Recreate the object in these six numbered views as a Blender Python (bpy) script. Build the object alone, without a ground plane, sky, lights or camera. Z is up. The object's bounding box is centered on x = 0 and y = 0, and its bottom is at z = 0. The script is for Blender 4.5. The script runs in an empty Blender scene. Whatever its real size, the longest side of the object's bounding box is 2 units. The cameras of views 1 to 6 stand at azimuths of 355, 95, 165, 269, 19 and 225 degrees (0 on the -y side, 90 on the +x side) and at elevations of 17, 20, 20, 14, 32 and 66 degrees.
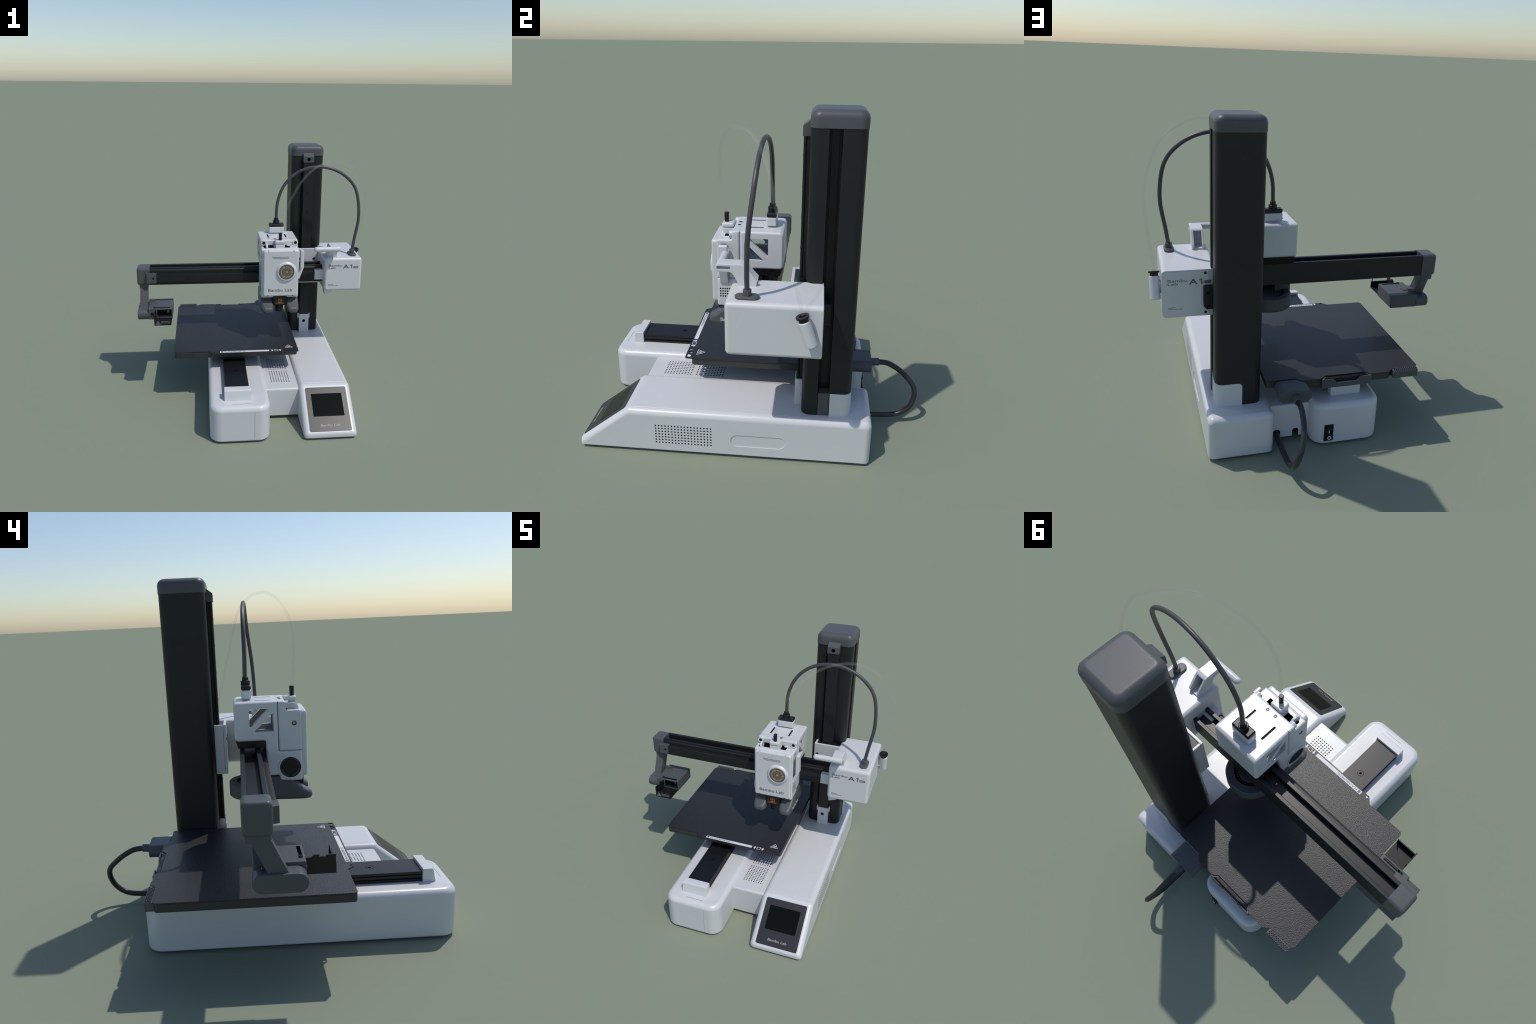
import bpy, bmesh, math
from mathutils import Vector, Matrix

# ------------------------------------------------------------------ materials
def make_material(name, color, rough=0.45, spec=0.5, grain=0.0, grain_scale=300.0,
                  mottle=0.04, mottle_scale=9.0, coat=0.0, metallic=0.0, alpha=1.0):
    """Principled plastic / metal with a slight procedural mottle and bump grain."""
    m = bpy.data.materials.new(name)
    m.use_nodes = True
    nt = m.node_tree
    b = nt.nodes["Principled BSDF"]
    tc = nt.nodes.new("ShaderNodeTexCoord")
    n = nt.nodes.new("ShaderNodeTexNoise")
    n.inputs["Scale"].default_value = mottle_scale
    n.inputs["Detail"].default_value = 4.0
    nt.links.new(tc.outputs["Object"], n.inputs["Vector"])
    ramp = nt.nodes.new("ShaderNodeValToRGB")
    lo = [max(0.0, c * (1 - mottle)) for c in color]
    hi = [min(1.0, c * (1 + mottle)) for c in color]
    ramp.color_ramp.elements[0].position = 0.3
    ramp.color_ramp.elements[1].position = 0.7
    ramp.color_ramp.elements[0].color = (*lo, 1)
    ramp.color_ramp.elements[1].color = (*hi, 1)
    nt.links.new(n.outputs["Fac"], ramp.inputs["Fac"])
    nt.links.new(ramp.outputs["Color"], b.inputs["Base Color"])
    b.inputs["Roughness"].default_value = rough
    b.inputs["Specular IOR Level"].default_value = spec
    b.inputs["Coat Weight"].default_value = coat
    b.inputs["Metallic"].default_value = metallic
    b.inputs["Alpha"].default_value = alpha
    if grain > 0:
        g = nt.nodes.new("ShaderNodeTexNoise")
        g.inputs["Scale"].default_value = grain_scale
        g.inputs["Detail"].default_value = 2.0
        bump = nt.nodes.new("ShaderNodeBump")
        bump.inputs["Strength"].default_value = grain
        bump.inputs["Distance"].default_value = 0.002
        nt.links.new(tc.outputs["Object"], g.inputs["Vector"])
        nt.links.new(g.outputs["Fac"], bump.inputs["Height"])
        nt.links.new(bump.outputs["Normal"], b.inputs["Normal"])
    return m

WHITE = make_material("white_plastic", (0.60, 0.605, 0.612), 0.34, spec=0.58, mottle=0.012)
BLACK = make_material("black_anodised", (0.012, 0.013, 0.013), 0.45, spec=0.35, mottle=0.05)
JET = make_material("black_plastic", (0.009, 0.009, 0.009), 0.4, spec=0.35)
HOLE = make_material("dark_hole", (0.010, 0.010, 0.011), 0.8, spec=0.1)
GREY = make_material("dark_grey_plastic", (0.080, 0.085, 0.090), 0.42, spec=0.35, mottle=0.03, grain=0.05)
CABLE = make_material("cable_sheath", (0.055, 0.058, 0.062), 0.4, mottle=0.03)
CORD = make_material("black_cord", (0.02, 0.02, 0.02), 0.35, mottle=0.03)
PLATE = make_material("textured_plate", (0.019, 0.0197, 0.0215), 0.43, spec=0.47, grain=0.75, grain_scale=170.0, mottle=0.05)
BED = make_material("heatbed_edge", (0.03, 0.03, 0.029), 0.5, mottle=0.05)
RAIL = make_material("dark_rail", (0.007, 0.0075, 0.009), 0.40, spec=0.42, mottle=0.04)
INK = make_material("grey_ink", (0.10, 0.105, 0.11), 0.5, mottle=0.0)
PALE = make_material("white_ink", (0.66, 0.66, 0.67), 0.5, mottle=0.0)
DIM = make_material("dim_ink", (0.24, 0.24, 0.24), 0.5, mottle=0.0)
FAINT = make_material("faint_ink", (0.42, 0.42, 0.42), 0.5, mottle=0.0)
BEZEL = make_material("screen_bezel", (0.022, 0.022, 0.024), 0.38, spec=0.48, mottle=0.02)
GLASS = make_material("screen_glass", (0.005, 0.006, 0.005), 0.07, spec=0.10, mottle=0.0)
AMBER = make_material("amber_print", (0.42, 0.25, 0.07), 0.45, mottle=0.05)
ORANGE = make_material("orange_print", (0.55, 0.17, 0.03), 0.5, mottle=0.0)
DISC = make_material("smoked_disc", (0.11, 0.11, 0.11), 0.35, mottle=0.12, mottle_scale=60)
STEEL = make_material("steel", (0.45, 0.45, 0.45), 0.35, metallic=0.9)
TUBE = make_material("clear_tube", (0.42, 0.44, 0.44), 0.3, mottle=0.0, alpha=0.055)

# ------------------------------------------------------------------ primitives
def fillet(pts, radii, n=6):
    """Round the corners of a closed 2D polygon."""
    out = []
    k = len(pts)
    if not hasattr(radii, "__len__"):
        radii = [radii] * k
    for i in range(k):
        p, a, c = Vector(pts[i]), Vector(pts[i - 1]), Vector(pts[(i + 1) % k])
        r = radii[i]
        if r <= 1e-6:
            out.append(tuple(p)); continue
        u, v = (a - p), (c - p)
        lu, lv = u.length, v.length
        u.normalize(); v.normalize()
        ang = u.angle(v)
        d = min(r / math.tan(ang / 2), lu * 0.499, lv * 0.499)
        rr = d * math.tan(ang / 2)
        bis = (u + v).normalized()
        cen = p + bis * (rr / math.sin(ang / 2))
        s, e = p + u * d - cen, p + v * d - cen
        a0 = math.atan2(s.y, s.x)
        da = math.atan2(e.y, e.x) - a0
        while da > math.pi: da -= 2 * math.pi
        while da < -math.pi: da += 2 * math.pi
        for j in range(n + 1):
            t = a0 + da * j / n
            out.append((cen.x + rr * math.cos(t), cen.y + rr * math.sin(t)))
    return out

def rect(x0, x1, y0, y1, r=0.0, n=6):
    return fillet([(x0, y0), (x1, y0), (x1, y1), (x0, y1)], r, n)

AX = {"x": lambda a, b, t: (t, a, b), "y": lambda a, b, t: (a, t, b), "z": lambda a, b, t: (a, b, t)}

def inset_outline(pts, d):
    """Mitred inward offset of a closed outline; None where an edge would flip."""
    k = len(pts)
    P = [Vector(p) for p in pts]
    area = sum(P[i].x * P[(i + 1) % k].y - P[(i + 1) % k].x * P[i].y for i in range(k))
    sg = 1.0 if area > 0 else -1.0
    out = []
    for i in range(k):
        u, v = (P[i] - P[i - 1]).normalized(), (P[(i + 1) % k] - P[i]).normalized()
        n1, n2 = Vector((-u.y, u.x)) * sg, Vector((-v.y, v.x)) * sg
        m = n1 + n2
        out.append(P[i] + m * (d / max(0.15, 1 + n1.dot(n2))))
    for i in range(k):
        if (out[(i + 1) % k] - out[i]).dot(P[(i + 1) % k] - P[i]) <= 0:
            return None
    return [tuple(p) for p in out]

def prism(axis, pts, lo, hi, bevel=0.0, seg=3):
    """Extrude a 2D outline along an axis; bevel rounds the two cap rims."""
    pts = [p for i, p in enumerate(pts) if (Vector(p) - Vector(pts[i - 1])).length > 1e-6]
    while bevel > 1e-4 and inset_outline(pts, bevel) is None:
        bevel *= 0.9
    bm = bmesh.new()
    f = AX[axis]
    levels = [(lo, 0.0), (hi, 0.0)]
    if bevel > 1e-4:
        rim = [(bevel * (1 - math.cos(a)), bevel * (1 - math.sin(a))) for a in (math.pi / 2 * i / seg for i in range(seg + 1))]
        levels = [(lo + o, d) for o, d in rim] + [(hi - o, d) for o, d in rim[::-1]]
    rows = []
    for t, d in levels:
        q = inset_outline(pts, d) if d > 1e-7 else pts
        rows.append([bm.verts.new(f(a, b, t)) for a, b in q])
    k = len(pts)
    for p, q in zip(rows[:-1], rows[1:]):
        for i in range(k):
            bm.faces.new((p[i], q[i], q[(i + 1) % k], p[(i + 1) % k]))
    bm.faces.new(rows[0]); bm.faces.new(rows[-1][::-1])
    bmesh.ops.recalc_face_normals(bm, faces=bm.faces)
    return bm

def box(x, y, z, r=0.0, seg=4, pick=None):
    """Axis aligned box with rounded edges (pick: test on the edge midpoint)."""
    bm = prism("z", [(x[0], y[0]), (x[1], y[0]), (x[1], y[1]), (x[0], y[1])], z[0], z[1])
    if r > 0:
        ed = [e for e in bm.edges if pick is None or pick((e.verts[0].co + e.verts[1].co) / 2)]
        bmesh.ops.bevel(bm, geom=ed, offset=r, segments=seg, profile=0.5, affect="EDGES", clamp_overlap=True)
    return bm

def stack(levels, n=8):
    """Loft through rounded rectangles: (z, x0, x1, y0, y1, corner radius)."""
    bm = bmesh.new()
    rings = []
    for z, x0, x1, y0, y1, r in levels:
        rings.append([bm.verts.new((a, b, z)) for a, b in rect(x0, x1, y0, y1, max(r, 0.001), n)])
    for a, b in zip(rings[:-1], rings[1:]):
        k = len(a)
        for i in range(k):
            bm.faces.new((a[i], a[(i + 1) % k], b[(i + 1) % k], b[i]))
    bm.faces.new(rings[0][::-1]); bm.faces.new(rings[-1])
    bmesh.ops.recalc_face_normals(bm, faces=bm.faces)
    return bm

def shell(x, y, z, corner, top, bottom=0.01, seg=6):
    """Rounded tub: vertical corner radius, top fillet and a small bottom fillet."""
    lv = []
    for i in range(4):
        t = i / 3 * math.pi / 2
        ins = bottom * (1 - math.sin(t)); zz = z[0] + bottom * (1 - math.cos(t))
        lv.append((zz, x[0] + ins, x[1] - ins, y[0] + ins, y[1] - ins, corner - ins))
    for i in range(seg + 1):
        t = i / seg * math.pi / 2
        ins = top * (1 - math.cos(t)); zz = z[1] - top * (1 - math.sin(t))
        lv.append((zz, x[0] + ins, x[1] - ins, y[0] + ins, y[1] - ins, corner - ins))
    return stack(lv)

def cyl(p0, p1, r0, r1=None, n=32, bevel=0.0):
    r1 = r0 if r1 is None else r1
    p0, p1 = Vector(p0), Vector(p1)
    d = p1 - p0
    bm = bmesh.new()
    bmesh.ops.create_cone(bm, cap_ends=True, segments=n, radius1=r0, radius2=r1, depth=d.length)
    if bevel > 0:
        ed = [e for e in bm.edges if abs(e.verts[0].co.z - e.verts[1].co.z) < 1e-6]
        bmesh.ops.bevel(bm, geom=ed, offset=bevel, segments=3, profile=0.5, affect="EDGES", clamp_overlap=True)
    q = Vector((0, 0, 1)).rotation_difference(d.normalized())
    bm.transform(Matrix.Translation((p0 + p1) / 2) @ q.to_matrix().to_4x4())
    return bm

def ring(center, axis, r_in, r_out, depth, n=48, a0=0.0, a1=2 * math.pi, bevel=0.0):
    """Flat annulus (or a sector of one) in a plane normal to axis."""
    full = abs(a1 - a0 - 2 * math.pi) < 1e-6
    k = n if full else max(4, int(n * (a1 - a0) / (2 * math.pi)))
    bm = bmesh.new()
    f = AX[axis]
    ca = {"x": (1, 2, 0), "y": (0, 2, 1), "z": (0, 1, 2)}[axis]
    cu, cv, ct = center[ca[0]], center[ca[1]], center[ca[2]]
    rows = []
    for i in range(k if full else k + 1):
        t = a0 + (a1 - a0) * i / k
        c, s = math.cos(t), math.sin(t)
        rows.append([bm.verts.new(f(cu + r * c, cv + r * s, ct + w)) for r, w in
                     ((r_in, 0), (r_out, 0), (r_out, depth), (r_in, depth))])
    m = len(rows)
    for i in range(m if full else m - 1):
        a, b = rows[i], rows[(i + 1) % m]
        for j in range(4):
            bm.faces.new((a[j], a[(j + 1) % 4], b[(j + 1) % 4], b[j]))
    if not full:
        bm.faces.new(rows[0][::-1]); bm.faces.new(rows[-1])
    bmesh.ops.recalc_face_normals(bm, faces=bm.faces)
    return bm

def spline(P, m=10):
    """Catmull-Rom curve through control points."""
    P = [Vector(p) for p in P]
    P = [P[0] * 2 - P[1]] + P + [P[-1] * 2 - P[-2]]
    o = []
    for i in range(1, len(P) - 2):
        a, b, c, d = P[i - 1:i + 3]
        for j in range(m):
            s = j / m
            o.append(0.5 * (2 * b + (c - a) * s + (2 * a - 5 * b + 4 * c - d) * s * s + (3 * b - a - 3 * c + d) * s ** 3))
    o.append(P[-2])
    return o

def sweep(path, r, n=16):
    """Round tube along a polyline, parallel-transport frames."""
    bm = bmesh.new()
    rows = []
    t0 = (path[1] - path[0]).normalized()
    u = t0.orthogonal().normalized()
    for i, p in enumerate(path):
        t = (path[min(i + 1, len(path) - 1)] - path[max(i - 1, 0)]).normalized()
        u = (u - t * u.dot(t)).normalized()
        v = t.cross(u)
        rows.append([bm.verts.new(p + (u * math.cos(2 * math.pi * j / n) + v * math.sin(2 * math.pi * j / n)) * r) for j in range(n)])
    for a, b in zip(rows[:-1], rows[1:]):
        for j in range(n):
            bm.faces.new((a[j], a[(j + 1) % n], b[(j + 1) % n], b[j]))
    bm.faces.new(rows[0][::-1]); bm.faces.new(rows[-1])
    bmesh.ops.recalc_face_normals(bm, faces=bm.faces)
    return bm

def dots(axis, us, vs, t0, t1, r, n=10):
    """Grid of little cylinders along an axis, one bmesh."""
    bm = bmesh.new()
    f = AX[axis]
    for a in us:
        for b in vs:
            lo = [bm.verts.new(f(a + r * math.cos(2 * math.pi * j / n), b + r * math.sin(2 * math.pi * j / n), t0)) for j in range(n)]
            hi = [bm.verts.new(f(a + r * math.cos(2 * math.pi * j / n), b + r * math.sin(2 * math.pi * j / n), t1)) for j in range(n)]
            bm.faces.new(lo); bm.faces.new(hi[::-1])
            for j in range(n):
                bm.faces.new((lo[j], hi[j], hi[(j + 1) % n], lo[(j + 1) % n]))
    bmesh.ops.recalc_face_normals(bm, faces=bm.faces)
    return bm

def lin(a, b, n):
    return [a + (b - a) * i / (n - 1) for i in range(n)]

# ------------------------------------------------------------------ objects
COL = bpy.context.scene.collection

def part(name, prims, mat, parent, smooth=35.0, kind=None):
    me = bpy.data.meshes.new(name)
    full = bmesh.new()
    if not isinstance(prims, (list, tuple)):
        prims = [prims]
    for p in prims:
        tmp = bpy.data.meshes.new("tmp")
        p.to_mesh(tmp); p.free()
        full.from_mesh(tmp)
        bpy.data.meshes.remove(tmp)
    full.to_mesh(me); full.free()
    me.materials.append(mat)
    ob = bpy.data.objects.new(name, me)
    COL.objects.link(ob)
    ob.parent = parent
    polish(ob, smooth)
    if kind:
        ob["kind"] = kind
    return ob

def polish(ob, smooth=35.0):
    me = ob.data
    for p in me.polygons:
        p.use_smooth = True
    me.set_sharp_from_angle(angle=math.radians(smooth))
    if "wn" not in ob.modifiers:
        w = ob.modifiers.new("wn", "WEIGHTED_NORMAL")
        w.keep_sharp = True
        w.weight = 80

def cut(ob, prims, mat=None, smooth=35.0):
    """Boolean difference; the cut walls take their own material."""
    for pr in (prims if isinstance(prims, (list, tuple)) else [prims]):
        c = part("cutter", pr, mat or ob.data.materials[0], None)
        c.modifiers.clear()
        ob.modifiers.clear()
        md = ob.modifiers.new("cut", "BOOLEAN")
        md.operation = "DIFFERENCE"; md.solver = "EXACT"; md.object = c
        md.material_mode = "TRANSFER"
        bpy.context.view_layer.update()
        new = bpy.data.meshes.new_from_object(ob.evaluated_get(bpy.context.evaluated_depsgraph_get()))
        ob.modifiers.clear()
        old = ob.data
        ob.data = new
        new.name = ob.name
        bpy.data.meshes.remove(old)
        bpy.data.objects.remove(c)
    polish(ob, smooth)
    return ob

def lettering(name, text, mat, parent, origin, right, up, width, height, depth=0.0012, bold=0.0, align="LEFT"):
    """Raised lettering: text fitted into a width x height box on a plane."""
    cu = bpy.data.curves.new("txt", "FONT")
    cu.body = text; cu.size = 1.0; cu.extrude = 0.5; cu.offset = bold; cu.resolution_u = 3
    t = bpy.data.objects.new("txt", cu)
    COL.objects.link(t)
    bpy.context.view_layer.update()
    me = bpy.data.meshes.new_from_object(t.evaluated_get(bpy.context.evaluated_depsgraph_get()))
    bpy.data.objects.remove(t); bpy.data.curves.remove(cu)
    xs = [v.co.x for v in me.vertices]; ys = [v.co.y for v in me.vertices]
    x0, x1, y0, y1 = min(xs), max(xs), min(ys), max(ys)
    o, r, u = Vector(origin), Vector(right).normalized(), Vector(up).normalized()
    nrm = r.cross(u)
    for v in me.vertices:
        a = (v.co.x - x0) / (x1 - x0) * width
        b = (v.co.y - y0) / (y1 - y0) * height
        v.co = o + r * a + u * b + nrm * (v.co.z + 0.3) * depth
    me.materials.clear(); me.materials.append(mat)
    me.name = name
    ob = bpy.data.objects.new(name, me)
    COL.objects.link(ob); ob.parent = parent
    return ob

SCREW = None
def screw(parent, pos, axis, r=0.011, mat=None, name="screw"):
    """Socket head screw; all copies share one mesh."""
    global SCREW
    if SCREW is None:
        SCREW = part("screw", cyl((0, 0, -0.5), (0, 0, 0.25), 1.0, n=24, bevel=0.12), JET, None)
        cut(SCREW, cyl((0, 0, 0.0), (0, 0, 0.6), 0.5, n=6), HOLE)
        SCREW.parent = parent; ob = SCREW
    else:
        ob = SCREW.copy(); COL.objects.link(ob); ob.parent = parent
    ob.name = name
    q = Vector((0, 0, 1)).rotation_difference(Vector(axis).normalized())
    ob.matrix_local = Matrix.Translation(pos) @ q.to_matrix().to_4x4() @ Matrix.Scale(r, 4)
    return ob

# ------------------------------------------------------------------ the printer
ROOT = bpy.data.objects.new("desktop_3d_printer", None)
COL.objects.link(ROOT)
ROOT["label"] = "white desktop 3D printer with black column, gantry beam and dark bed"
ROOT["category"] = "3D printer"

# ---- base: bed tub, bridge, control tub -----------------------------------
ZB = 0.011
tub = part("bed_base", shell((-0.395, 0.037), (-0.993, 0.676), (ZB, 0.2855), 0.085, 0.038, 0.014), WHITE, ROOT)
bridge = part("bridge_base", box((0.02, 0.31), (-0.699, 0.577), (0.028, 0.2555), 0.018, 4,
              pick=lambda m: m.z > 0.2), WHITE, ROOT)
cut(bridge, [dots("z", lin(0.086, 0.222, 8), lin(-0.594, -0.427, 10) + lin(-0.389, -0.222, 10), 0.230, 0.265, 0.0050),
             prism("y", fillet([(0.214, 0.01), (0.260, 0.01), (0.260, 0.085), (0.214, 0.085)], [0, 0, 0.022, 0.022]), 0.53, 0.66),
             prism("y", fillet([(0.098, 0.01), (0.138, 0.01), (0.138, 0.082), (0.098, 0.082)], [0, 0, 0.019, 0.019]), 0.53, 0.66)], HOLE)
def side_loft(pts, weights, radii, x0, x1, r, seg=7):
    """Convex side outline swept across x with rounded rims: the outline shrinks towards both ends."""
    def inset(d):
        k = len(pts); lines = []
        for i in range(k):
            a, b = Vector(pts[i]), Vector(pts[(i + 1) % k])
            t = (b - a).normalized(); nn = Vector((-t.y, t.x))
            lines.append((a + nn * d * weights[i], t))
        out = []
        for i in range(k):
            (p, u), (q, v) = lines[i - 1], lines[i]
            w = u.x * v.y - u.y * v.x
            out.append(tuple(p + u * (((q - p).x * v.y - (q - p).y * v.x) / w)))
        return fillet(out, [max(ra - d * 0.6, 0.004) for ra in radii], 6)
    secs = []
    for i in range(seg + 1):
        t = i / seg * math.pi / 2
        secs.append((x0 + r * (1 - math.sin(t)), r * (1 - math.cos(t))))
    secs = secs[::-1] + [(x0 + x1 - x, d) for x, d in secs]
    secs = sorted(secs)
    bm = bmesh.new()
    rows = [[bm.verts.new((x, a, b)) for a, b in inset(d)] for x, d in secs]
    for p, q in zip(rows[:-1], rows[1:]):
        k = len(p)
        for i in range(k):
            bm.faces.new((p[i], p[(i + 1) % k], q[(i + 1) % k], q[i]))
    bm.faces.new(rows[0]); bm.faces.new(rows[-1][::-1])
    bmesh.ops.recalc_face_normals(bm, faces=bm.faces)
    return bm
ctrl = part("control_base", side_loft([(-1.0, ZB), (0.686, ZB), (0.686, 0.283), (-0.702, 0.283), (-1.0, 0.050)], [0.3, 1, 1, 0.9, 0.7],
            [0.012, 0.012, 0.035, 0.05, 0.028], 0.280, 0.667, 0.036), WHITE, ROOT)
part("top_lid", prism("z", rect(0.322, 0.632, -0.675, 0.625, 0.012), 0.279, 0.2840, 0.001, 1), WHITE, ctrl)
cut(ctrl, [dots("x", lin(-0.537, -0.218, 18), lin(0.073, 0.187, 7), 0.650, 0.68, 0.0050),
           ], HOLE)
cut(ctrl, prism("x", fillet([(-0.104, 0.079), (0.206, 0.079), (0.206, 0.156), (-0.104, 0.156)], 0.0375, 10), 0.6632, 0.69), WHITE)
# screen on the sloping face
s_dir = Vector((0, 0.298, 0.233)).normalized()
s_nrm = Vector((0, -s_dir.z, s_dir.y))
def on_slope(prim_pts, off0, off1):
    """Rounded panel on the slope: points are (x, distance up the slope)."""
    bm = prism("z", prim_pts, off0, off1, 0.0012, 2)
    M = Matrix(((1, 0, 0, 0), (0, s_dir.y, s_nrm.y, 0), (0, s_dir.z, s_nrm.z, 0), (0, 0, 0, 1)))
    bm.transform(Matrix.Translation((0, -1.0, 0.050)) @ M)
    return bm
screen = part("screen_panel", on_slope(rect(0.321, 0.629, 0.016, 0.352, 0.012), -0.004, 0.0025), BEZEL, ctrl)
part("display", on_slope(rect(0.360, 0.591, 0.128, 0.302, 0.004), 0.0, 0.0036), GLASS, screen)
lo = Vector((0, -1.0, 0.050)) + s_dir * 0.052 + s_nrm * 0.003
lettering("lettering", "Bambu Lab", FAINT, screen, (0.405, lo.y, lo.z), (1, 0, 0), s_dir, 0.141, 0.017)
# feet
for k, (x, y) in enumerate([(-0.30, -0.86), (-0.05, -0.86), (-0.30, 0.57), (-0.05, 0.57), (0.36, -0.88), (0.59, -0.88), (0.36, 0.60), (0.59, 0.60)]):
    if k == 0:
        foot = part("rubber_foot", cyl((0, 0, 0), (0, 0, 0.03), 0.045, bevel=0.004), JET, ROOT)
        foot.location = (x, y, 0)
    else:
        f = foot.copy(); COL.objects.link(f); f.location = (x, y, 0)
# power switch
sw = part("power_switch", box((-0.093, -0.034), (0.66, 0.680), (0.034, 0.150), 0.003, 2), JET, tub)
rk = part("rocker", prism("x", [(0.672, 0.044), (0.694, 0.048), (0.681, 0.092), (0.685, 0.138), (0.672, 0.138)], -0.081, -0.047, 0.002, 2), BLACK, sw)
part("switch_mark", [ring((-0.064, 0.690, 0.065), "y", 0.008, 0.012, 0.004), box((-0.0663, -0.0617), (0.680, 0.686), (0.093, 0.113))], PALE, sw)
# seam lines of the tub lid
part("lid_seam", [box((-0.235, -0.10), (-0.943, -0.941), (0.279, 0.2860))], INK, tub)
cut(tub, box((-0.0795, -0.0765), (-1.01, -0.9905), (0.03, 0.25)), WHITE)

# ---- bed rail --------------------------------------------------------------
rail_pts = [(-0.277, 0.280), (-0.106, 0.280), (-0.106, 0.300), (-0.116, 0.300), (-0.116, 0.312), (-0.106, 0.312), (-0.106, 0.322), (-0.112, 0.325),
            (-0.112, 0.330), (-0.106, 0.333), (-0.106, 0.343), (-0.277, 0.343), (-0.277, 0.333), (-0.271, 0.330), (-0.271, 0.325), (-0.277, 0.322),
            (-0.277, 0.312), (-0.267, 0.312), (-0.267, 0.300), (-0.277, 0.300)]
yrail = part("bed_rail", prism("y", rail_pts, -0.840, 0.55, 0.0015, 2), RAIL, ROOT)
cut(yrail, ring((-0.192, -0.556, 0.338), "z", 0.019, 0.0215, 0.02), HOLE)
cut(yrail, cyl((-0.192, -0.556, 0.330), (-0.192, -0.556, 0.36), 0.0085), HOLE)
blk = fillet([(-0.899, 0.279), (-0.826, 0.279), (-0.826, 0.362), (-0.882, 0.362)], [0.004, 0.0, 0.004, 0.012])
part("rail_end_block", prism("x", blk, -0.288, -0.096, 0.008, 4), WHITE, yrail)
blk = fillet([(0.577, 0.280), (0.520, 0.280), (0.520, 0.362), (0.572, 0.362)], [0.004, 0.0, 0.004, 0.014])
part("rail_end_block", prism("x", blk, -0.288, -0.096, 0.008, 4), WHITE, yrail)

# ---- heated bed ------------------------------------------------------------
bed_out = fillet([(-0.657, -0.398), (0.313, -0.398), (0.313, 0.574), (0.135, 0.574), (0.100, 0.604), (-0.455, 0.604), (-0.485, 0.574), (-0.657, 0.574)],
                 [0.02, 0.02, 0.02, 0.02, 0.02, 0.02, 0.01, 0.02])
bed = part("heated_bed", prism("z", bed_out, 0.381, 0.424, 0.004, 3), BED, ROOT)
part("bed_carriage", box((-0.31, -0.075), (-0.375, 0.54), (0.348, 0.383), 0.006), JET, bed)
plate_out = fillet([(-0.662, -0.398), (-0.392, -0.398), (-0.357, -0.437), (0.318, -0.437), (0.318, 0.578), (0.135, 0.578), (0.100, 0.611),
                    (-0.015, 0.611), (-0.048, 0.583), (-0.300, 0.583), (-0.333, 0.611), (-0.453, 0.611), (-0.487, 0.582), (-0.662, 0.578)],
                   [0.022, 0.008, 0.012, 0.016, 0.016, 0.02, 0.02, 0.003, 0.006, 0.006, 0.003, 0.015, 0.008, 0.022])
plate = part("build_plate", prism("z", plate_out, 0.4255, 0.4345, 0.0012, 2), PLATE, ROOT)
ZP = 0.4345
# slots of the tab (alignment window) and pin hole
cut(plate, [prism("z", fillet([(0.205, -0.428), (0.232, -0.428), (0.222, -0.404), (0.205, -0.404)], 0.002), 0.41, 0.45),
            prism("z", fillet([(0.243, -0.428), (0.252, -0.428), (0.262, -0.404), (0.233, -0.404)], 0.001), 0.41, 0.45),
            prism("z", fillet([(0.264, -0.428), (0.308, -0.428), (0.308, -0.404), (0.274, -0.404)], 0.004), 0.41, 0.45),
            cyl((-0.347, -0.424, 0.41), (-0.347, -0.424, 0.45), 0.008)], PLATE)
lab = part("plate_label", box((-0.303, 0.084), (-0.428, -0.403), (ZP - 0.002, ZP + 0.0008)), PALE, plate)
part("label_mark", box((-0.294, -0.278), (-0.424, -0.407), (ZP, ZP + 0.0016)), INK, lab)
lettering("lettering", "PLA/ABS/PETG", INK, lab, (-0.268, -0.422, ZP + 0.0006), (1, 0, 0), (0, 1, 0), 0.165, 0.013)
def arrow(cx):
    return prism("z", [(cx - 0.005, -0.428), (cx + 0.005, -0.428), (cx + 0.005, -0.414), (cx + 0.012, -0.414), (cx, -0.400), (cx - 0.012, -0.414), (cx - 0.005, -0.414)], ZP - 0.001, ZP + 0.0008)
def frame(x0, x1, y0, y1, w, z0, z1):
    return [box((x0, x1), (y0, y0 + w), (z0, z1)), box((x0, x1), (y1 - w, y1), (z0, z1)),
            box((x0, x0 + w), (y0 + w, y1 - w), (z0, z1)), box((x1 - w, x1), (y0 + w, y1 - w), (z0, z1))]
part("plate_symbols", [arrow(0.108), arrow(0.172)] + frame(0.125, 0.155, -0.428, -0.401, 0.003, ZP - 0.001, ZP + 0.0008), PALE, plate)
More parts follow.
